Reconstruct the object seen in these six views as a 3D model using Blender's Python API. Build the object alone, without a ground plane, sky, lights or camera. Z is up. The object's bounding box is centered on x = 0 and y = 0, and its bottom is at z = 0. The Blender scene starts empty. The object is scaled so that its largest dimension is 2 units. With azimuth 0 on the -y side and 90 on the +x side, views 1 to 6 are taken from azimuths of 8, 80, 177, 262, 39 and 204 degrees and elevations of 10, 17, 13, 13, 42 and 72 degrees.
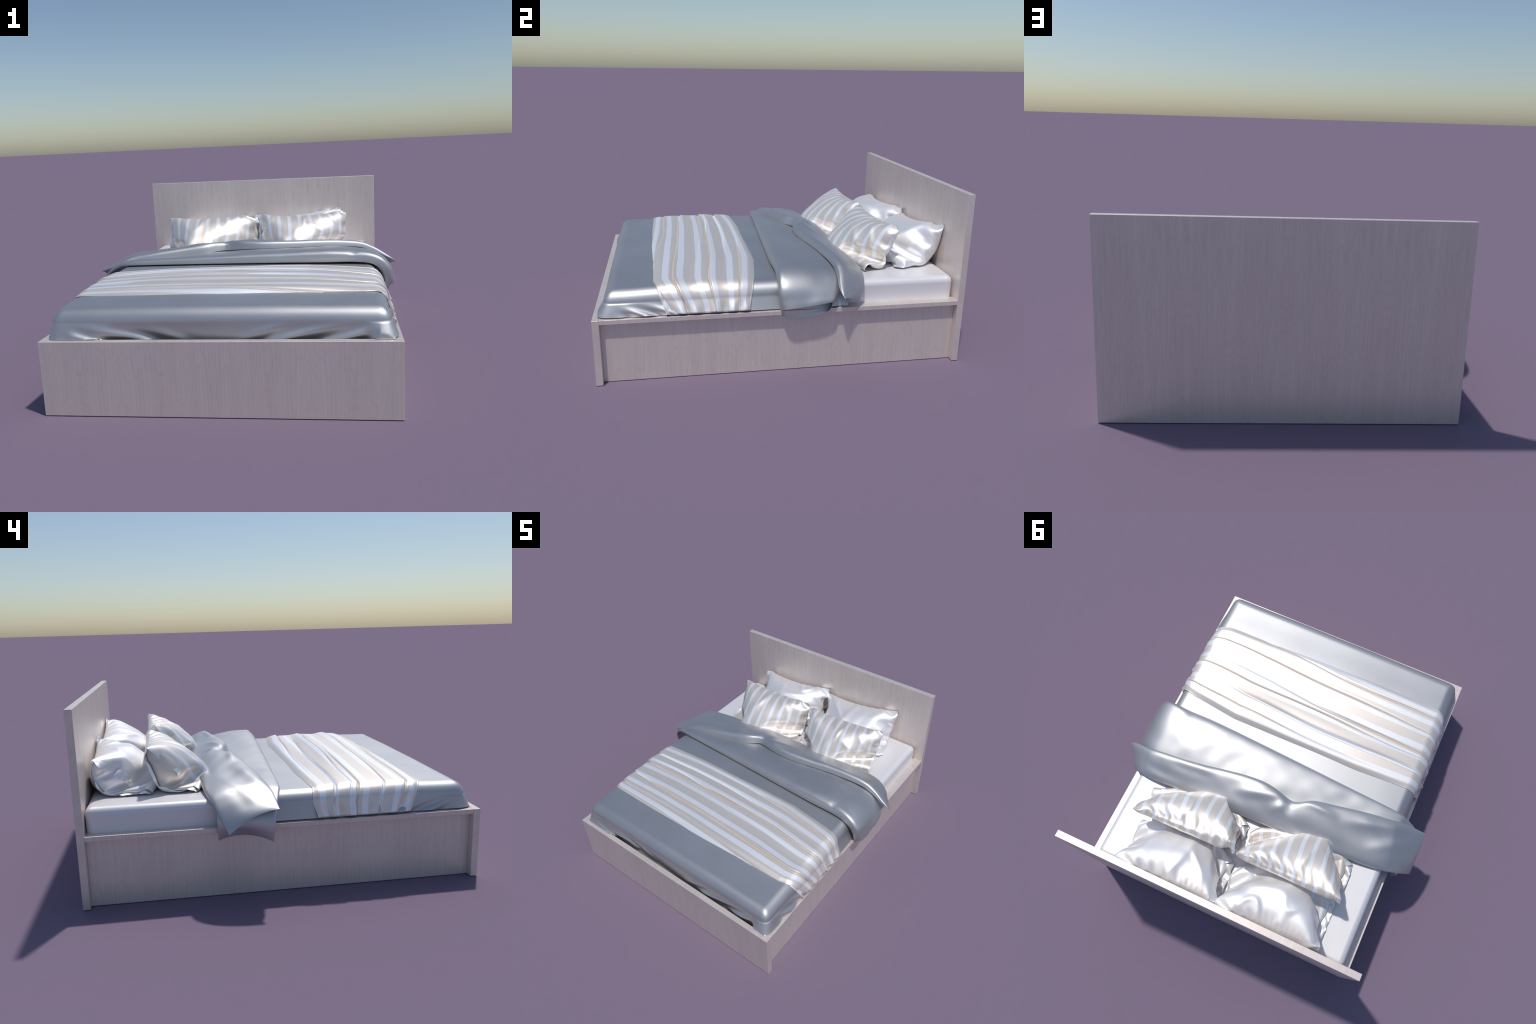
"""Double bed: pale wood frame, white mattress, grey satin duvet folded back at the
head, striped throw across the foot half, two striped and two white pillows."""
import bpy, bmesh, math
import numpy as np
from mathutils import Vector, noise

RNG = np.random.default_rng(7)
scene = bpy.context.scene

# ------------------------------------------------------------------ dimensions
XL, XR = -0.8245, 0.8455          # outer faces of the frame
XC = (XL + XR) / 2
YF, YH = -1.0, 1.0                # foot and head faces
BOARD = 0.036                     # head / foot board thickness
HEAD_TOP, RAIL_TOP, RAIL_T = 0.961, 0.364, 0.024
RAIL_IN, PANEL_IN = 0.072, 0.041  # rail width, recess of the side panel
MAT_TOP = 0.487


# ------------------------------------------------------------------ materials
def new_mat(name):
    m = bpy.data.materials.new(name)
    m.use_nodes = True
    nt = m.node_tree
    return m, nt, nt.nodes["Principled BSDF"]


def node(nt, kind, **kw):
    n = nt.nodes.new(kind)
    for k, v in kw.items():
        setattr(n, k, v)
    return n


def ramp(nt, stops):
    r = node(nt, "ShaderNodeValToRGB")
    e = r.color_ramp.elements
    while len(e) < len(stops):
        e.new(0.5)
    for el, (p, c) in zip(e, stops):
        el.position, el.color = p, (*c, 1)
    return r


def wood_material(name, across):
    """Pale laminate; grain runs along z, the pattern varies along `across`
    (0 = x, 1 = y) and repeats in 0.44 m wide boards."""
    m, nt, b = new_mat(name)
    L = nt.links.new
    tc = node(nt, "ShaderNodeTexCoord")
    sep = node(nt, "ShaderNodeSeparateXYZ")
    L(tc.outputs["Object"], sep.inputs[0])
    wrap = node(nt, "ShaderNodeMath", operation="PINGPONG")
    L(sep.outputs[across], wrap.inputs[0])
    wrap.inputs[1].default_value = 0.44
    # everything except the across axis runs slowly -> long fibres
    other = node(nt, "ShaderNodeMath", operation="ADD")
    L(sep.outputs[2], other.inputs[0])
    L(sep.outputs[1 - across], other.inputs[1])
    comb = node(nt, "ShaderNodeCombineXYZ")
    L(wrap.outputs[0], comb.inputs[0])
    L(other.outputs[0], comb.inputs[2])

    def layer(sx, sz, detail, rough=0.55, dist=0.0):
        mp = node(nt, "ShaderNodeMapping")
        mp.inputs["Scale"].default_value = (sx, 1, sz)
        L(comb.outputs[0], mp.inputs[0])
        n = node(nt, "ShaderNodeTexNoise")
        n.inputs["Scale"].default_value = 1.0
        n.inputs["Detail"].default_value = detail
        n.inputs["Roughness"].default_value = rough
        n.inputs["Distortion"].default_value = dist
        L(mp.outputs[0], n.inputs["Vector"])
        return n

    broad = layer(14, 0.9, 3.0)
    fine = layer(150, 3.0, 4.0)
    hair = layer(420, 9.0, 2.0)
    # cathedral figure: rings of a stretched, warped distance field
    warp = layer(5, 1.1, 2.0)
    ring = node(nt, "ShaderNodeMath", operation="MULTIPLY")
    L(warp.outputs["Fac"], ring.inputs[0])
    ring.inputs[1].default_value = 150.0
    rs = node(nt, "ShaderNodeMath", operation="SINE")
    L(ring.outputs[0], rs.inputs[0])
    r1 = ramp(nt, [(0.36, WOOD_A), (0.64, WOOD_B)])
    L(broad.outputs["Fac"], r1.inputs[0])
    streak = ramp(nt, [(0.30, (0.88, 0.875, 0.88)), (0.60, (1, 1, 1))])
    L(fine.outputs["Fac"], streak.inputs[0])
    mx = node(nt, "ShaderNodeMix", data_type="RGBA", blend_type="MULTIPLY")
    mx.inputs[0].default_value = 0.75
    L(r1.outputs[0], mx.inputs[6]); L(streak.outputs[0], mx.inputs[7])
    pores = ramp(nt, [(0.30, (0.90, 0.89, 0.89)), (0.42, (1, 1, 1))])
    L(hair.outputs["Fac"], pores.inputs[0])
    m2 = node(nt, "ShaderNodeMix", data_type="RGBA", blend_type="MULTIPLY")
    m2.inputs[0].default_value = 0.6
    L(mx.outputs[2], m2.inputs[6]); L(pores.outputs[0], m2.inputs[7])
    fig = ramp(nt, [(0.0, (1, 1, 1)), (0.8, (1, 1, 1)), (1.0, (0.955, 0.945, 0.95))])
    mr = node(nt, "ShaderNodeMapRange")
    mr.inputs[1].default_value, mr.inputs[2].default_value = -1, 1
    L(rs.outputs[0], mr.inputs[0]); L(mr.outputs[0], fig.inputs[0])
    m3 = node(nt, "ShaderNodeMix", data_type="RGBA", blend_type="MULTIPLY")
    m3.inputs[0].default_value = 0.8
    L(m2.outputs[2], m3.inputs[6]); L(fig.outputs[0], m3.inputs[7])
    L(m3.outputs[2], b.inputs["Base Color"])
    b.inputs["Roughness"].default_value = 0.42
    b.inputs["Metallic"].default_value = 0.45
    b.inputs["Specular IOR Level"].default_value = 0.5
    return m


WOOD_A, WOOD_B = (0.75, 0.665, 0.625), (0.79, 0.715, 0.665)


def satin_material(name, color, rough, spec, metal=0.0, weave=0.05, tone=0.04):
    m, nt, b = new_mat(name)
    L = nt.links.new
    tc = node(nt, "ShaderNodeTexCoord")
    n = node(nt, "ShaderNodeTexNoise")
    n.inputs["Scale"].default_value = 3.0
    n.inputs["Detail"].default_value = 5.0
    L(tc.outputs["Object"], n.inputs["Vector"])
    lo = tuple(c * (1 - tone) for c in color)
    hi = tuple(min(1, c * (1 + tone)) for c in color)
    r = ramp(nt, [(0.35, lo), (0.65, hi)])
    L(n.outputs["Fac"], r.inputs[0])
    L(r.outputs[0], b.inputs["Base Color"])
    b.inputs["Roughness"].default_value = rough
    b.inputs["Specular IOR Level"].default_value = spec
    b.inputs["Metallic"].default_value = metal
    # fine weave
    w = node(nt, "ShaderNodeTexNoise")
    w.inputs["Scale"].default_value = 220.0
    L(tc.outputs["Object"], w.inputs["Vector"])
    bp = node(nt, "ShaderNodeBump")
    bp.inputs["Strength"].default_value = weave
    bp.inputs["Distance"].default_value = 0.001
    L(w.outputs["Fac"], bp.inputs["Height"])
    L(bp.outputs[0], b.inputs["Normal"])
    return m


GREY = satin_material("grey_satin", (0.53, 0.535, 0.55), 0.50, 0.5, metal=0.88)
WHITE_SATIN = satin_material("white_satin", (0.90, 0.895, 0.905), 0.45, 0.5, metal=0.55, tone=0.02)
BEIGE = satin_material("beige_stripe_satin", (0.83, 0.765, 0.70), 0.47, 0.5, metal=0.6, tone=0.02)
STRIPE = satin_material("white_stripe_satin", (0.93, 0.94, 0.965), 0.47, 0.5, metal=0.5, tone=0.02)
SHEET = satin_material("white_sheet_cotton", (0.80, 0.79, 0.81), 0.42, 0.5, metal=0.25, tone=0.01)
WOOD_X = wood_material("pale_wood_upright_boards", 0)
WOOD_Y = wood_material("pale_wood_side_boards", 1)


# ------------------------------------------------------------------ helpers
def make_object(name, verts, faces, mats, face_mats=None, smooth=True, parent=None, subsurf=0, base=None):
    """base: object origin; the mesh is stored relative to it."""
    base = np.zeros(3) if base is None else np.asarray(base, float)
    me = bpy.data.meshes.new(name)
    me.from_pydata((np.asarray(verts) - base).tolist(), [], faces)
    for m in mats:
        me.materials.append(m)
    if face_mats is not None:
        me.polygons.foreach_set("material_index", np.asarray(face_mats, np.int32))
    me.polygons.foreach_set("use_smooth", np.full(len(me.polygons), smooth))
    me.update()
    ob = bpy.data.objects.new(name, me)
    ob.location = base
    scene.collection.objects.link(ob)
    if parent:
        ob.parent = parent
        ob.location = base - np.array(parent.location)
    if subsurf:
        s = ob.modifiers.new("smooth", "SUBSURF")
        s.levels = s.render_levels = subsurf
    return ob


def empty(name, loc, label, category):
    e = bpy.data.objects.new(name, None)
    e.location = loc
    scene.collection.objects.link(e)
    e["label"], e["category"] = label, category
    return e


def box(name, lo, hi, mat, parent, bevel=0.002, segments=2):
    lo, hi = np.array(lo), np.array(hi)
    c = [(x, y, z) for x in (lo[0], hi[0]) for y in (lo[1], hi[1]) for z in (lo[2], hi[2])]
    f = [(0, 1, 3, 2), (4, 6, 7, 5), (0, 4, 5, 1), (2, 3, 7, 6), (0, 2, 6, 4), (1, 5, 7, 3)]
    ob = make_object(name, c, f, [mat], smooth=False, parent=parent)
    bv = ob.modifiers.new("edge", "BEVEL")
    bv.width, bv.segments, bv.harden_normals = bevel, segments, True
    return ob


def spline(points, n, closed=False):
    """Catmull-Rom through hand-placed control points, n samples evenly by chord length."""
    P = np.array(points, float)
    P = np.vstack([2 * P[0] - P[1], P, 2 * P[-1] - P[-2]])
    out = []
    for k in range(1, len(P) - 2):
        t = np.linspace(0, 1, 24, endpoint=False)[:, None]
        a, b, c, d = P[k - 1], P[k], P[k + 1], P[k + 2]
        out.append(0.5 * ((2 * b) + (c - a) * t + (2 * a - 5 * b + 4 * c - d) * t**2 + (3 * b - a - 3 * c + d) * t**3))
    out = np.vstack(out + [P[-2][None]])
    seg = np.r_[0, np.cumsum(np.linalg.norm(np.diff(out, axis=0), axis=1))]
    s = np.linspace(0, seg[-1], n)
    return np.stack([np.interp(s, seg, out[:, i]) for i in range(P.shape[1])], 1)


def smoothstep(a, b, x):
    t = np.clip((x - a) / (b - a), 0, 1)
    return t * t * (3 - 2 * t)


def vnoise(X, Y, Z=0.0, seed=0.0):
    """Smooth noise of roughly unit feature size: a sum of seeded random plane waves."""
    r = np.random.default_rng(int(seed * 100) + 1)
    X, Y, Z = np.broadcast_arrays(np.asarray(X, float), Y, Z)
    out = np.zeros(X.shape)
    for _ in range(14):
        k = r.normal(0, 1, 3)
        k *= r.uniform(1.5, 5.0) / np.linalg.norm(k)
        out += np.sin(k[0] * X + k[1] * Y + k[2] * Z + r.uniform(0, 6.283))
    return out / 14 ** 0.5 * 0.45


def grid_faces(nu, nv, wrap_v=False, flip=False):
    f = []
    for i in range(nu - 1):
        for j in range(nv if wrap_v else nv - 1):
            k = (j + 1) % nv
            q = (i * nv + j, (i + 1) * nv + j, (i + 1) * nv + k, i * nv + k)
            f.append(q[::-1] if flip else q)
    return f


def grid_normals(P):
    du, dv = np.gradient(P, axis=0), np.gradient(P, axis=1)
    n = np.cross(du, dv)
    return n / (np.linalg.norm(n, axis=-1, keepdims=True) + 1e-9)


# ------------------------------------------------------------------ bed frame
bed = empty("double_bed", (XC, 0, 0), "pale wood double bed with tall headboard and white mattress", "bed")
box("headboard", (XL, YH - BOARD, 0), (XR, YH, HEAD_TOP), WOOD_X, bed)
box("footboard", (XL, YF, 0), (XR, YF + BOARD, RAIL_TOP), WOOD_X, bed)
for side in (-1, 1):
    e = 0.001
    xo = XL if side < 0 else XR
    a, b2 = sorted((xo - side * 0.0006, xo - side * RAIL_IN))
    box("side_rail", (a, YF + BOARD + 0.0002, RAIL_TOP - RAIL_T), (b2, YH - BOARD - 0.0002, RAIL_TOP - 0.0004), WOOD_Y, bed, bevel=0.0012)
    a, b2 = sorted((xo - side * PANEL_IN, xo - side * (PANEL_IN + 0.02)))
    box("side_panel", (a, YF + BOARD + 0.0002, 0.0), (b2, YH - BOARD - 0.0002, RAIL_TOP - RAIL_T - 0.0004), WOOD_Y, bed, bevel=0.001)
mat = box("mattress", (-0.7755, -0.925, 0.20), (0.779, YH - BOARD - 0.002, MAT_TOP), SHEET, bed, bevel=0.036, segments=6)
for p in mat.data.polygons:
    p.use_smooth = True


# ------------------------------------------------------------------ duvet body
def drape(A, B, x0, x1, y0, y1, ztop, R, lean):
    """Map flat cloth coordinates (A = along x, B = along y) over a box with rounded
    edges: inside the rectangle flat, then round the fillet, then down the wall."""
    cx = np.clip(A, x0 + R, x1 - R)
    cy = np.clip(B, y0 + R, y1 - R)
    qx, qy = A - cx, B - cy
    l2 = (np.abs(qx) ** 3 + np.abs(qy) ** 3) ** (1 / 3) + 1e-9      # a little squarer than a circle in plan
    d = np.maximum(np.abs(qx), np.abs(qy))
    phi = np.clip(d / R, 0, math.pi / 2)
    down = np.maximum(d - R * math.pi / 2, 0)
    out = R * np.sin(phi) + down * lean
    return np.stack([cx + qx / l2 * out, cy + qy / l2 * out, ztop - R * (1 - np.cos(phi)) - down], -1), down


duvet = empty("duvet", (XC, 0, 0.36), "grey satin duvet folded back in two puffy layers", "bedding")
DX0, DX1, DY0 = -0.787, 0.803, -0.943
RD, DTOP = 0.066, 0.503
na, nb = 260, 200
Aw = np.linspace(DX0 - 0.105, DX1 + 0.105, na)
Bw = np.linspace(DY0 - 0.12, 0.34, nb)
A, B = np.meshgrid(Aw, Bw, indexing="ij")
P, down = drape(A, B, DX0, DX1, DY0, 2.0, DTOP, RD, 0.25 + 0.17 * smoothstep(-0.3, 0.3, A))
N = grid_normals(P)
N *= np.sign((N * np.array([0, 0, 1.0])).sum(-1).mean())
# crown, and a slightly lower foot edge
u = (P[..., 0] - XC) / 0.8
P[..., 2] += 0.010 * (1 - np.clip(np.abs(u), 0, 1) ** 2.5) * (1 - 0.5 * smoothstep(-0.7, -0.95, P[..., 1])) * (down <= 0)
P[..., 2] -= 0.006 * smoothstep(-0.60, -0.85, P[..., 1]) * (down <= 0)
# diagonal pulls that radiate from the two foot corners, on foot wall and side walls
depth = smoothstep(-0.03, 0.09, down + 0.02 * (np.abs(B - DY0) < 0.05))
wall = smoothstep(0.0, 0.075, down)
foot = (B < DY0 + RD)
for sgn, xc in ((-1, DX0), (1, DX1)):
    t = sgn * (xc - A)                         # distance inward from the corner
    ph = (t - 2.6 * down + 0.03 * np.sin(t * 9)) * 2 * math.pi / 0.21
    env = smoothstep(0.06, 0.16, t) * (1 - smoothstep(0.45, 0.75, t))
    P += N * (foot * wall * env * 0.010 * np.sin(ph + (0.6 if sgn > 0 else 2.0)))[..., None]
    sideq = (sgn * (A - XC) > 0.74)
    t2 = B - DY0
    ph = (t2 - 2.6 * down) * 2 * math.pi / 0.16
    env = smoothstep(0.05, 0.16, t2) * (1 - smoothstep(0.30, 0.5, t2))
    P += N * (sideq * wall * env * 0.010 * np.sin(ph))[..., None]
P += N * (0.004 * vnoise(P[..., 0] * 4, P[..., 1] * 4, P[..., 2] * 6, 3.0) * (0.35 + wall))[..., None]
# the foot hem tucks in behind the foot board, but rests on top of it near the corners
tuck_in = 0.38 - 0.55 * (smoothstep(-0.38, -0.62, A) + smoothstep(0.68, 0.76, A))
P[..., 1] = np.maximum(P[..., 1] + foot * down * tuck_in, np.where(np.abs(A - 0.05) < 0.55, YF + BOARD + 0.003, -0.974))
rest = (P[..., 1] < YF + BOARD + 0.004) | (np.abs(P[..., 0] - XC) > 0.765)
P[..., 2] = np.where(rest & (P[..., 1] < -0.90), np.maximum(P[..., 2], RAIL_TOP + 0.002), P[..., 2])
make_object("duvet_body", P.reshape(-1, 3), grid_faces(na, nb), [GREY], parent=duvet, subsurf=0)


# ------------------------------------------------------------------ folded layers
def puffy_fold(name, front, back, up, dn, closed_ends=(True, True), n=220, m=72, seed=0.0, lip=0.0, end_w=0.10, blunt=0.62, wr=0.004, extra=None, arc=(0.0, 0.0), skew=0.0):
    """A stuffed flat tube running across the bed.  `front` / `back` are its two long
    edges (control points), `up` / `dn` its bulge above and below, given as control
    values along the tube; ends close into a seam like a pillow's, or stay open."""
    F, Bk = spline(front, n), spline(back, n)
    s = np.linspace(0, 1, n)
    hu = np.interp(s, np.linspace(0, 1, len(up)), up)
    hd = np.interp(s, np.linspace(0, 1, len(dn)), dn)
    k = np.ones(15) / 15
    hu = np.convolve(np.pad(hu, 7, mode="edge"), k, "valid")
    hd = np.convolve(np.pad(hd, 7, mode="edge"), k, "valid")
    e = np.ones(n)
    if closed_ends[0]:
        e *= np.clip(s / end_w, 0, 1) ** 0.6
    if closed_ends[1]:
        e *= np.clip((1 - s) / end_w, 0, 1) ** 0.6
    C = (F + Bk) / 2
    T = np.gradient(C, axis=0); T /= np.linalg.norm(T, axis=1, keepdims=True)
    ch = Bk - F
    Nn = np.cross(T, ch); Nn /= np.linalg.norm(Nn, axis=1, keepdims=True)
    # smooth the normal a little so that the bend over the mattress edge stays clean
    for _ in range(10):
        Nn[1:-1] = (Nn[:-2] + 2 * Nn[1:-1] + Nn[2:]) / 4
    Nn /= np.linalg.norm(Nn, axis=1, keepdims=True)
    ph = np.linspace(0, 2 * math.pi, m, endpoint=False)
    a = 0.5 - 0.5 * np.sign(np.cos(ph)) * np.abs(np.cos(ph)) ** 0.9
    sn = np.sin(ph)
    hgt = np.sign(sn) * np.abs(sn) ** blunt
    S, PH = np.meshgrid(s, ph, indexing="ij")
    a2 = np.broadcast_to(a, S.shape)
    h = np.where(hgt[None] > 0, hu[:, None] * (1 + skew * (1 - 2 * a2)), hd[:, None]) * hgt[None] * e[:, None]
    P = F[:, None] + ch[:, None] * a2[..., None] + Nn[:, None] * h[..., None]
    # wrinkles: long soft waves along the tube, radiating pleats at the ends
    top = np.clip(sn, -0.2, 1)[None]
    w = vnoise(S * 9, a2 * 3.2, 0, seed) * 0.006 + vnoise(S * 26, a2 * 5, 0, seed + 9) * wr * 0.5
    for c in (0, 1):
        if closed_ends[c]:
            d = S if c == 0 else 1 - S
            w += wr * 1.6 * np.exp(-(d / 0.11) ** 2) * np.clip(1.6 * vnoise(a2 * 3.2, d * 2.5, 0, seed + 1.3), -1, 1) * np.sin(np.pi * np.clip(a2, 0, 1))
    P += Nn[:, None] * (w * top * e[:, None])[..., None]
    for c in (0, 1):                              # hem of a closed end sags between its two corners
        d = (S if c == 0 else 1 - S) / 0.045
        P[..., 2] += arc[c] * np.exp(-d**2) * np.sin(math.pi * np.clip(a2, 0, 1)) ** 0.8
    if lip:
        fade = smoothstep(0.90, 1.0, S)
        P[..., 2] -= fade * lip * np.clip(-sn, 0, 1)[None] ** 0.5
    if extra:
        P = extra(P, S, a2, top, Nn)
    f = grid_faces(n, m, wrap_v=True, flip=True)
    return make_object(name, P.reshape(-1, 3), f, [GREY], parent=duvet)


def kink(P, S, a2, top, Nn):
    """Pinched pleat near the right front corner of the lower layer."""
    x, y = P[..., 0], P[..., 1]
    t = np.clip(((x - 0.675) * 0.85 + (y + 0.03) * -0.10) / 0.17, 0, 1.4)
    off = (y + 0.03) - (0.02 - 0.05 * t)
    ridge = np.exp(-(off / 0.028) ** 2) * np.sin(np.clip(t, 0, 1) * math.pi) ** 0.7
    dent = np.exp(-(((x - 0.655) / 0.022) ** 2 + ((y + 0.035) / 0.03) ** 2))
    P = P + Nn[:, None] * ((0.012 * ridge - 0.012 * dent) * np.clip(top, 0, 1))[..., None]
    return P


def notch(P, S, a2, top, Nn):
    """Pinch in the middle of the upper layer's front edge, with long creases running off it."""
    x, y = P[..., 0], P[..., 1]
    t = np.clip(top, 0, 1)
    dent = np.exp(-(((x + 0.125) / 0.035) ** 2 + ((y - 0.235) / 0.03) ** 2))
    out = -0.016 * dent
    for x0, y0, x1, y1, wid, amp in ((-0.17, 0.205, -0.42, 0.215, 0.024, 0.010), (-0.09, 0.23, 0.22, 0.325, 0.030, 0.010), (-0.12, 0.25, -0.05, 0.36, 0.030, 0.008),
                                     (0.35, 0.27, 0.80, 0.30, 0.028, 0.007), (-0.80, 0.10, -0.45, 0.22, 0.030, 0.007), (-0.88, 0.16, -0.62, 0.31, 0.030, 0.007)):
        dx, dy = x1 - x0, y1 - y0
        L = math.hypot(dx, dy)
        k = ((x - x0) * dx + (y - y0) * dy) / L**2
        d = ((x - x0) * dy - (y - y0) * dx) / L
        out = out + amp * np.exp(-(d / wid) ** 2) * smoothstep(-0.1, 0.15, k) * (1 - smoothstep(0.5, 1.1, k))
    return P + Nn[:, None] * (out * t)[..., None]


puffy_fold("lower_fold",
    [(-0.900, 0.082, 0.297), (-0.912, 0.075, 0.38), (-0.875, 0.06, 0.455), (-0.80, 0.035, 0.503), (-0.716, 0.02, 0.522), (-0.386, 0.004, 0.527),
     (-0.056, -0.012, 0.53), (0.258, -0.027, 0.531), (0.50, -0.036, 0.531), (0.67, -0.036, 0.53), (0.785, -0.046, 0.516), (0.842, -0.048, 0.475), (0.860, -0.04, 0.415), (0.870, -0.03, 0.382)],
    [(-0.848, 0.342, 0.305), (-0.868, 0.345, 0.39), (-0.845, 0.345, 0.45), (-0.79, 0.34, 0.495), (-0.70, 0.335, 0.510), (-0.386, 0.33, 0.525),
     (0.0, 0.33, 0.522), (0.4, 0.33, 0.522), (0.67, 0.32, 0.518), (0.77, 0.30, 0.505), (0.84, 0.28, 0.465), (0.880, 0.25, 0.43), (0.886, 0.235, 0.415)],
    up=[0.014, 0.018, 0.020, 0.026, 0.034, 0.041, 0.048, 0.055, 0.058, 0.048, 0.030],
    dn=[0.012, 0.016, 0.016, 0.016, 0.018, 0.018, 0.018, 0.018, 0.018, 0.02, 0.03],
    closed_ends=(True, False), lip=0.07, seed=2.0, extra=kink, arc=(0.035, 0.0), skew=0.38, blunt=0.5)

puffy_fold("upper_fold",
    [(-0.931, 0.057, 0.469), (-0.87, 0.06, 0.490), (-0.78, 0.065, 0.510), (-0.693, 0.085, 0.525), (-0.57, 0.105, 0.540), (-0.386, 0.145, 0.555), (-0.253, 0.175, 0.563),
     (-0.17, 0.222, 0.568), (-0.12, 0.228, 0.568), (0.0, 0.200, 0.577), (0.151, 0.200, 0.578), (0.451, 0.250, 0.576), (0.68, 0.276, 0.566), (0.785, 0.280, 0.536), (0.87, 0.272, 0.497), (0.915, 0.275, 0.472), (0.938, 0.287, 0.450)],
    [(-0.942, 0.297, 0.362), (-0.90, 0.322, 0.41), (-0.845, 0.35, 0.46), (-0.77, 0.375, 0.493), (-0.60, 0.395, 0.505),
     (-0.3, 0.41, 0.513), (0.0, 0.42, 0.515), (0.3, 0.428, 0.515), (0.6, 0.44, 0.512), (0.74, 0.44, 0.503), (0.815, 0.425, 0.465), (0.85, 0.40, 0.415), (0.86, 0.384, 0.377)],
    up=[0.024, 0.040, 0.046, 0.052, 0.058, 0.056, 0.048, 0.040, 0.037, 0.034, 0.018],
    dn=[0.01, 0.012, 0.012, 0.012, 0.012, 0.012, 0.012, 0.012, 0.012, 0.012, 0.01],
    seed=5.0, end_w=0.11, arc=(0.025, 0.02), skew=0.12, blunt=0.45, extra=notch)


# ------------------------------------------------------------------ striped throw
STRIPES = 7
ROWS = 308                                      # 44 rows of quads per stripe period
nx = 240
uu = np.linspace(0, 1, ROWS + 1)
ss = np.linspace(-1, 1, nx)
U, S = np.meshgrid(uu, ss, indexing="ij")
TX0, TX1, TR, TTOP = -0.787, 0.806, 0.066, 0.5055
half = (TX1 - TX0) / 2 + 0.105
Ax = (TX0 + TX1) / 2 + S * half
# long edges of the throw and how the cloth gathers toward the sides
edge0 = np.interp(Ax, [-0.93, -0.82, -0.73, -0.24, 0.10, 0.41, 0.70, 0.82, 0.94], [-0.615, -0.665, -0.705, -0.712, -0.706, -0.694, -0.69, -0.66, -0.615])
edge1 = np.interp(Ax, [-0.93, -0.82, -0.73, -0.40, 0.03, 0.41, 0.70, 0.82, 0.94], [-0.165, -0.13, -0.14, -0.118, -0.112, -0.112, -0.15, -0.175, -0.20])
# pleats: position in u drifts along the bed, sharp valley on one side
h = np.zeros_like(U)
shift = np.zeros_like(U)
#          u at left, at right, half width, height at left, middle, right
PLEATS = ((0.345, 0.245, 0.070, 0.008, 0.008, 0.012), (0.640, 0.585, 0.070, 0.003, 0.011, 0.010), (0.930, 0.870, 0.060, 0.000, 0.002, 0.012),
          (0.560, 0.470, 0.090, 0.011, 0.003, 0.000), (0.810, 0.690, 0.110, 0.010, 0.005, 0.000), (0.130, 0.090, 0.080, 0.006, 0.003, 0.004))
for ul, ur, wid, hl, hm, hr in PLEATS:
    c = (ul + ur) / 2 + (ur - ul) / 2 * S + 0.014 * np.sin(2.6 * S + 17 * ul) + 0.006 * np.sin(7.1 * S + 31 * ur)
    amp = np.where(S < 0, hm + (hl - hm) * smoothstep(0, -0.9, S), hm + (hr - hm) * smoothstep(0, 0.9, S))
    d = (U - c) / wid
    prof = np.where(d > 0, np.exp(-(d / 1.3) ** 2) - 1.9 * np.exp(-np.abs(d / 0.11) ** 1.5), 0.30 * np.exp(-(d / 1.8) ** 2) - 1.2 * np.exp(-np.abs(d / 0.20) ** 1.5))
    h += amp * prof
    shift += amp / 0.011 * 0.018 * wid / 0.05 * -np.tanh(d / 0.35) * np.exp(-(d / 1.8) ** 2) * 0.5
warpY = U + shift
# the foot hem is turned under more and more toward the right
tuck = 0.10 * smoothstep(-0.45, 0.75, S) * (1 - smoothstep(0.8, 1.0, S)) + 0.004
under = warpY < tuck
warpY = np.where(under, (tuck - warpY) * 0.8, (warpY - tuck) / (1 - tuck))
By = edge0 + (edge1 - edge0) * warpY
P, down = drape(Ax, By, TX0, TX1, -3, 3, TTOP, TR, 0.25 + 0.17 * smoothstep(-0.3, 0.3, Ax))
N = grid_normals(P)
N *= np.sign((N[..., 2]).mean())
wall = smoothstep(0, 0.06, down)
h = h + wall * 0.010 * (1 + 0.6 * vnoise(U * 3, S * 0.5, 0, 6.1)) * np.sin(U * 2 * math.pi * 5.0 + 1.2 + 1.5 * (S > 0) + 1.6 * vnoise(U * 2.5, S * 0.7, 0, 2.2)) + 0.0035 * vnoise(S * 2.2, U * 9, 0, 1.7) + 0.006 * wall * vnoise(S * 6, U * 11, 0, 4.4)
# air under the throw: rises at once behind each hem, highest in the middle of the bed
ux = np.clip(np.abs(P[..., 0] - 0.08) / np.where(P[..., 0] > 0.08, 0.73, 0.86), 0, 1)
ymid = np.exp(-(((By + 0.41) / 0.19) ** 2))
hem = np.minimum(By - edge0, edge1 - By) / 0.03
rise = 1 - np.exp(-np.clip(hem, 0, None) * 1.6)
dome = (1 - ux ** 2.6) * (0.017 + 0.016 * ymid)
P[..., 2] += dome * rise * np.where(under, 0.3, 1.0)
P += N * np.where(under, 0.0, 1.0)[..., None] * np.maximum(h * (0.8 + 0.7 * (1 - ux ** 2)) + 0.006 * np.clip(hem, 0.3, 1), -0.001 - 0.5 * dome)[..., None]
idx = np.arange(ROWS)
phase = idx % 44
white_row = (phase >= 10) & (phase < 26)
fm = np.repeat(white_row.astype(int), nx - 1)
throw = make_object("throw_blanket", P.reshape(-1, 3), grid_faces(ROWS + 1, nx, flip=True), [BEIGE, STRIPE], fm, base=(XC, -0.41, 0.36))
throw["label"], throw["category"] = "beige satin throw with white stripes and soft pleats", "blanket"
sol = throw.modifiers.new("cloth", "SOLIDIFY")
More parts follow.
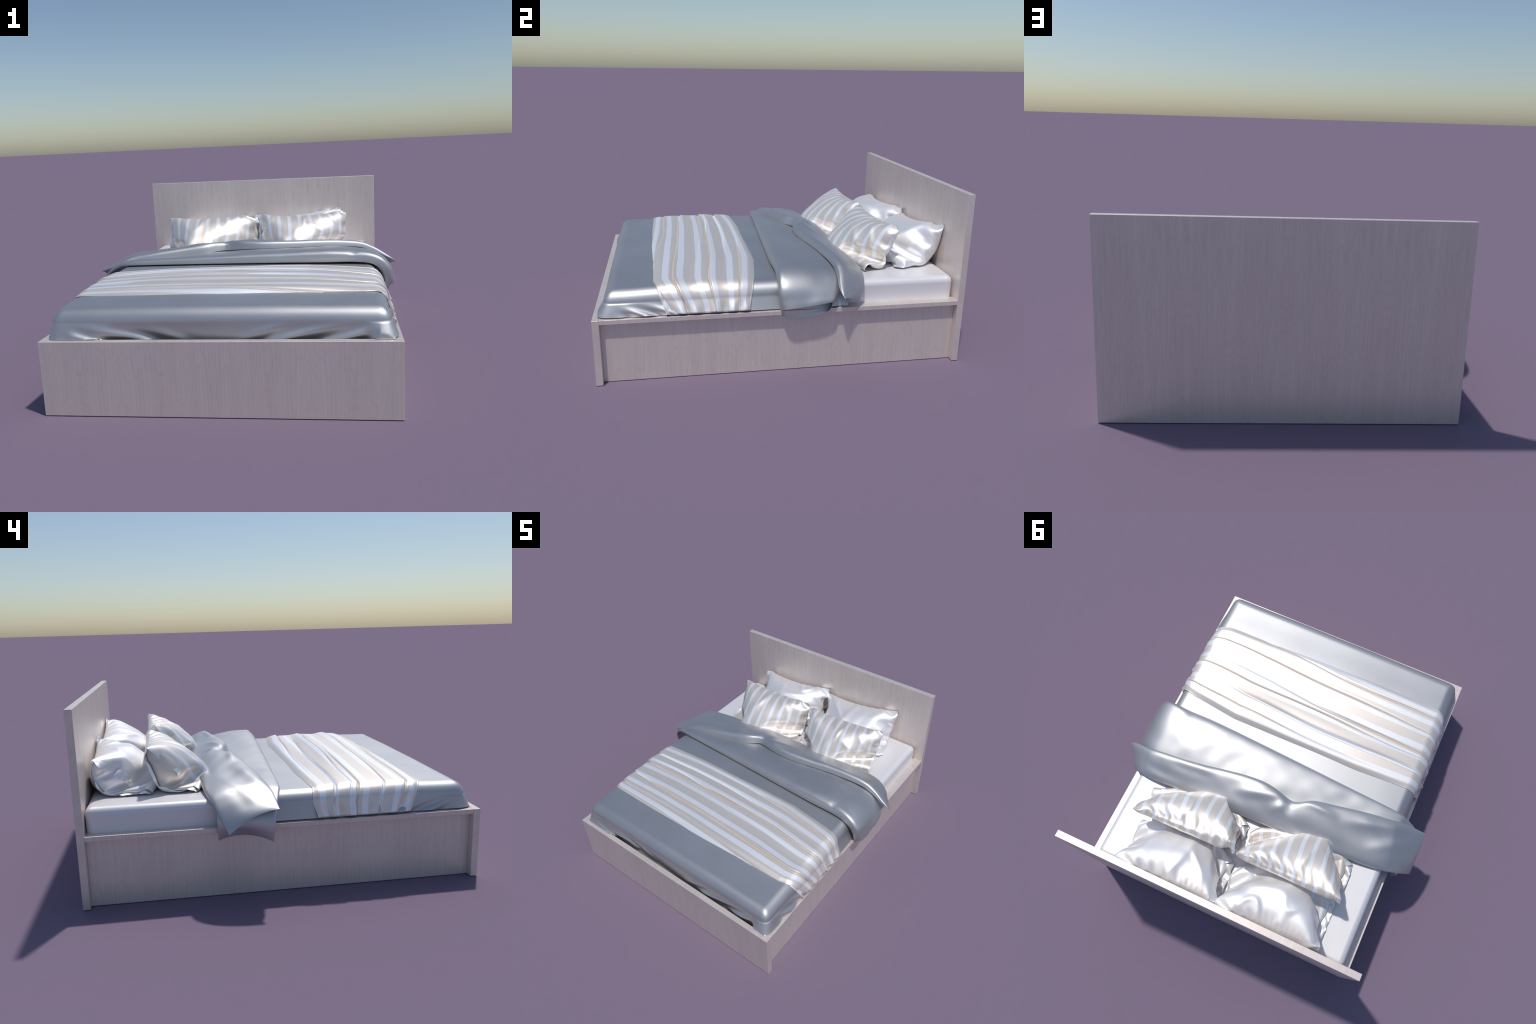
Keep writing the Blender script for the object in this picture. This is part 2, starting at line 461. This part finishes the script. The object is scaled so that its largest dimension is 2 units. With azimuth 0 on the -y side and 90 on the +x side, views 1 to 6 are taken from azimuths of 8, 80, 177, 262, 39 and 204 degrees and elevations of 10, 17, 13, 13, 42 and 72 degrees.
sol.thickness, sol.offset = 0.003, -1


# ------------------------------------------------------------------ pillows
def sim_groups(G, lu, lv, bend=True):
    """Constraint groups (no vertex twice in a group) for an index grid G whose rest
    spacing is lu along axis 0 and lv along axis 1 (arrays or scalars)."""
    nu, nv = G.shape
    I, J = np.meshgrid(np.arange(nu), np.arange(nv), indexing="ij")
    lu = np.broadcast_to(lu, (nu, nv)); lv = np.broadcast_to(lv, (nu, nv))
    out = []

    def add(di, dj, key, mod, rest, k):
        ok = (I + di < nu) & (J + dj < nv) & (J + dj >= 0)
        for r in range(mod):
            mk = ok & (key(I, J) % mod == r)
            i, j = I[mk], J[mk]
            a, b = G[i, j], G[i + di, j + dj]
            keep = a != b
            out.append((a[keep], b[keep], rest[mk][keep], k))
    dg = np.sqrt(lu**2 + lv**2)
    add(1, 0, lambda i, j: i, 2, lu, 1.0)
    add(0, 1, lambda i, j: j, 2, lv, 1.0)
    add(1, 1, lambda i, j: i, 2, dg, 0.35)
    add(1, -1, lambda i, j: i, 2, dg, 0.35)
    if bend:
        add(2, 0, lambda i, j: i // 2, 2, 2 * lu, BEND)
        add(0, 2, lambda i, j: j // 2, 2, 2 * lv, BEND)
        add(4, 0, lambda i, j: i // 4, 2, 4 * lu, BEND * 0.5)
        add(0, 4, lambda i, j: j // 4, 2, 4 * lv, BEND * 0.5)
    return out


BEND = 0.25
CREASE = 0.012


def simulate_pillow(corners, W, H, vol, seed, nu=55, nv=36, c0=4, planes=(), iters=420, gravity=1.0, right_end=(), left_end=(), sag=0.024):
    """Pillow case sewn on three sides and open at the left end, stuffed with a
    volume `vol`; corners (TL, TR, BL, BR) are held, the rest settles."""
    rng = np.random.default_rng(seed)
    TL, TR_, BL, BR = [np.array(c, float) for c in corners]
    Fi = np.arange((nu + 1) * (nv + 1)).reshape(nu + 1, nv + 1)
    cnt = Fi.size
    Bi = np.full_like(Fi, -1)
    seam = np.zeros_like(Fi, bool)
    seam[:, 0] = seam[:, -1] = True; seam[-1, :] = True
    Bi[seam] = Fi[seam]
    free = ~seam
    Bi[free] = cnt + np.arange(free.sum()); cnt += int(free.sum())
    nk = 8
    Ki = np.zeros((nk + 1, nv + 1), int)
    Ki[0], Ki[-1] = Fi[c0], Bi[c0]
    Ki[:, 0], Ki[:, -1] = Fi[c0, 0], Fi[c0, -1]
    inner = np.zeros_like(Ki, bool); inner[1:-1, 1:-1] = True
    Ki[inner] = cnt + np.arange(inner.sum()); cnt += int(inner.sum())
    p = np.zeros((cnt, 3))
    uu, vv = np.meshgrid(np.linspace(0, 1, nu + 1), np.linspace(0, 1, nv + 1), indexing="ij")
    base = ((1 - uu) * vv)[..., None] * TL + (uu * vv)[..., None] * TR_ + ((1 - uu) * (1 - vv))[..., None] * BL + (uu * (1 - vv))[..., None] * BR
    nrm = np.cross(BR - BL, TL - BL); nrm /= np.linalg.norm(nrm)
    if nrm[1] > 0:
        nrm = -nrm                                   # toward the foot of the bed = front
    bump = (np.sin(math.pi * uu) * np.sin(math.pi * vv))[..., None] * nrm
    p[Bi.ravel()] = (base - 0.035 * bump).reshape(-1, 3)
    p[Fi[free]] = (base + 0.045 * bump)[free]
    p[Fi[seam]] = base[seam]
    for k in range(1, nk):
        p[Ki[k, 1:-1]] = p[Fi[c0, 1:-1]] * (1 - k / nk) + p[Bi[c0, 1:-1]] * (k / nk) - np.array([0.01, 0, 0])
    p += rng.normal(0, 0.0008, p.shape)
    lu, lv = W / nu, H / nv
    capw = 0.15 * np.sin(math.pi * np.linspace(0, 1, nv + 1)) ** 0.6 / nk + 1e-4
    groups = sim_groups(Fi, lu, lv) + sim_groups(Bi, lu, lv) + sim_groups(Ki, capw[None], lv, bend=False)
    w = np.ones(cnt)
    pins = np.array([Fi[0, 0], Fi[0, -1], Fi[-1, 0], Fi[-1, -1]])
    w[pins] = 0
    hold = np.stack([BL, TL, BR, TR_])
    # soft guides: the seams follow these curves (given as (y, z) from top to bottom)
    guides = []
    t = np.linspace(0, 1, nu + 1)[:, None]
    line = TL + (TR_ - TL) * t
    line[:, 2] -= sag * np.sin(math.pi * t[:, 0]) ** 1.5
    guides.append((Fi[:, -1], line, 0.10))
    guides.append((Fi[:, 0], BL + (BR - BL) * t, 0.10))
    for pts, col, top_, bot_ in ((right_end, Fi[-1], TR_, BR), (left_end, Bi[0], TL, BL)):
        n_ = len(pts) + 2
        xs = np.linspace(top_[0], bot_[0], n_)
        c = [top_] + [np.array((xs[k + 1], *q)) for k, q in enumerate(pts)] + [bot_]
        guides.append((col[::-1], spline(c, nv + 1), 0.10))
    # closed surface for pressure: front, back, cap
    def quads(G, flip):
        q = np.stack([G[:-1, :-1], G[1:, :-1], G[1:, 1:], G[:-1, 1:]], -1).reshape(-1, 4)
        return q[:, ::-1] if flip else q
    Q = np.vstack([quads(Fi[c0:], False), quads(Bi[c0:], True), quads(Ki, True)])
    soft = np.ones(len(Q)); soft[-nk * nv:] = 0.35   # the insert's end hardly pushes out
    v = np.zeros_like(p)
    dt = 1.0
    for it in range(iters):
        x = p[Q]
        an = 0.5 * np.cross(x[:, 2] - x[:, 0], x[:, 3] - x[:, 1])
        V = abs((x.mean(1) * an).sum() / 3)
        sign = np.sign((x.mean(1) * an).sum())
        P_ = np.clip((vol - V) / vol, -0.3, 1.0)
        f = np.zeros_like(p)
        for c in range(3):
            acc = np.zeros(cnt)
            for k in range(4):
                acc += np.bincount(Q[:, k], an[:, c] * soft, cnt)
            f[:, c] = acc
        f *= sign * P_ / (lu * lv) / 4 * 0.0016
        f[:, 2] -= 0.00006 * gravity
        prev = p.copy()
        v = (v + f) * 0.93
        v[w == 0] = 0
        p = p + v
        for rep in range(2):
            for a, b, rest, k in groups:
                d = p[b] - p[a]
                l = np.sqrt((d * d).sum(1)) + 1e-12
                ws = w[a] + w[b] + 1e-9
                cor = (k * (l - rest) / (l * ws))[:, None] * d
                p[a] += w[a][:, None] * cor
                p[b] -= w[b][:, None] * cor
        # contacts
        low = p[:, 2] < MAT_TOP + 0.006
        p[low, 2] = MAT_TOP + 0.006
        p[low, :2] = 0.6 * prev[low, :2] + 0.4 * p[low, :2]
        p[:, 1] = np.minimum(p[:, 1], YH - BOARD - 0.004)
        for n_, d_ in planes:
            over = p @ n_ - d_
            hit = over > 0
            p[hit] -= over[hit, None] * n_
        for ids, tgt, k in guides:
            p[ids] += k * (tgt - p[ids])
        p[pins] = hold
        v = (p - prev)
        sp = np.linalg.norm(v, axis=1, keepdims=True)
        v *= np.minimum(1, 0.006 / (sp + 1e-9))
    return p, Fi, Bi, Ki, c0


def pillow(name, label, corners, W, H, vol, seed, striped, planes, ends):
    p, Fi, Bi, Ki, c0 = simulate_pillow(corners, W, H, vol, seed, planes=planes, left_end=ends[0], right_end=ends[1])
    # soft irregular creases on the front and top: narrow ridges along curved noise lines
    nu, nv = Fi.shape
    uu, vv = np.meshgrid(np.linspace(0, 1, nu), np.linspace(0, 1, nv), indexing="ij")
    for G, sgn in ((Fi, 1), (Bi, -1)):
        n = grid_normals(p[G]) * sgn
        a = vnoise(uu * 3.6, vv * 2.6, 0, seed)
        b = vnoise(uu * 2.2, vv * 1.6, 0, seed + 5)
        c = vnoise(uu * 5.0, vv * 3.6, 0, seed + 8)
        ridge = np.clip(1 - np.abs(a) / 0.26, 0, 1) ** 1.4 * smoothstep(-0.25, 0.2, b) + 0.7 * np.clip(1 - np.abs(c) / 0.24, 0, 1) ** 1.4 * smoothstep(0.15, -0.3, b)
        mask = np.clip(np.sin(math.pi * uu) * np.sin(math.pi * vv) * 1.6, 0, 1)
        low = 0.007 * vnoise(uu * 2.4, vv * 1.8, 0, seed + 3) - 0.004
        dis = ((0.8 if striped else 1.35) * (CREASE * ridge + low)) * mask
        add_ = n * dis[..., None]
        if sgn > 0:
            p[G] += add_
        else:
            p[G[1:-1, 1:-1]] += add_[1:-1, 1:-1] * 0.5
    p[:, 2] = np.maximum(p[:, 2], MAT_TOP + 0.004)
    p[:, 1] = np.minimum(p[:, 1], YH - BOARD - 0.003)
    faces, fm = [], []

    def add(G, flip, cap=False):
        for i in range(G.shape[0] - 1):
            for j in range(G.shape[1] - 1):
                q = list(dict.fromkeys((G[i, j], G[i + 1, j], G[i + 1, j + 1], G[i, j + 1])))
                if len(q) < 3:
                    continue
                faces.append([int(k) for k in (q[::-1] if flip else q)])
                fm.append(0 if cap else int(striped and i % 6 < 2))
    add(Fi, False); add(Bi, True); add(Ki, True, True)
    mats = [BEIGE, STRIPE] if striped else [WHITE_SATIN]
    base = (p[:, 0].mean(), p[:, 1].mean(), p[:, 2].min())
    ob = make_object(name, p, faces, mats, fm, base=base, subsurf=1)
    ob["label"], ob["category"] = label, "pillow"
    return ob


def plane(p0, p1, sign):
    """Vertical-x plane through two (y, z) points; forbidden side = +normal."""
    d = np.array([0, p1[0] - p0[0], p1[1] - p0[1]])
    n = np.array([0, d[2], -d[1]]); n /= np.linalg.norm(n)
    n *= np.sign(n[1]) * sign
    return n, float(n @ np.array([0, *p0]))


WHITE_ENDS = [(0.938, 0.63), (0.905, 0.54), (0.83, 0.504), (0.73, 0.497)], [(0.930, 0.676), (0.896, 0.604), (0.855, 0.548), (0.784, 0.512)]
STRIPED_ENDS = [(0.672, 0.66), (0.655, 0.60), (0.615, 0.545), (0.53, 0.507)], [(0.655, 0.68), (0.642, 0.61), (0.62, 0.545), (0.563, 0.512)]
MID = ((0.690, 0.72), (0.625, 0.54))
front_of = [plane(*MID, +1)]        # striped pillows stay on the foot side
behind = [plane(*MID, -1)]          # white pillows stay on the head side
pillow("white_pillow", "plump white satin pillow leaning on the headboard",
       [(-0.608, 0.917, 0.680), (0.0, 0.952, 0.700), (-0.598, 0.640, 0.497), (-0.01, 0.690, 0.497)], 0.638, 0.455, 0.0285, 11, False, [], WHITE_ENDS)
pillow("white_pillow", "plump white satin pillow leaning on the headboard",
       [(-0.008, 0.936, 0.671), (0.594, 0.956, 0.742), (0.02, 0.690, 0.497), (0.626, 0.683, 0.499)], 0.638, 0.455, 0.0285, 12, False, [], WHITE_ENDS)
pillow("striped_pillow", "beige satin pillow with white stripes",
       [(-0.611, 0.660, 0.731), (0.0, 0.647, 0.735), (-0.61, 0.410, 0.499), (0.01, 0.455, 0.499)], 0.640, 0.455, 0.0250, 13, True, front_of, STRIPED_ENDS)
pillow("striped_pillow", "beige satin pillow with white stripes",
       [(0.028, 0.622, 0.740), (0.626, 0.665, 0.737), (0.03, 0.460, 0.499), (0.644, 0.494, 0.501)], 0.638, 0.447, 0.0232, 14, True, front_of, STRIPED_ENDS)
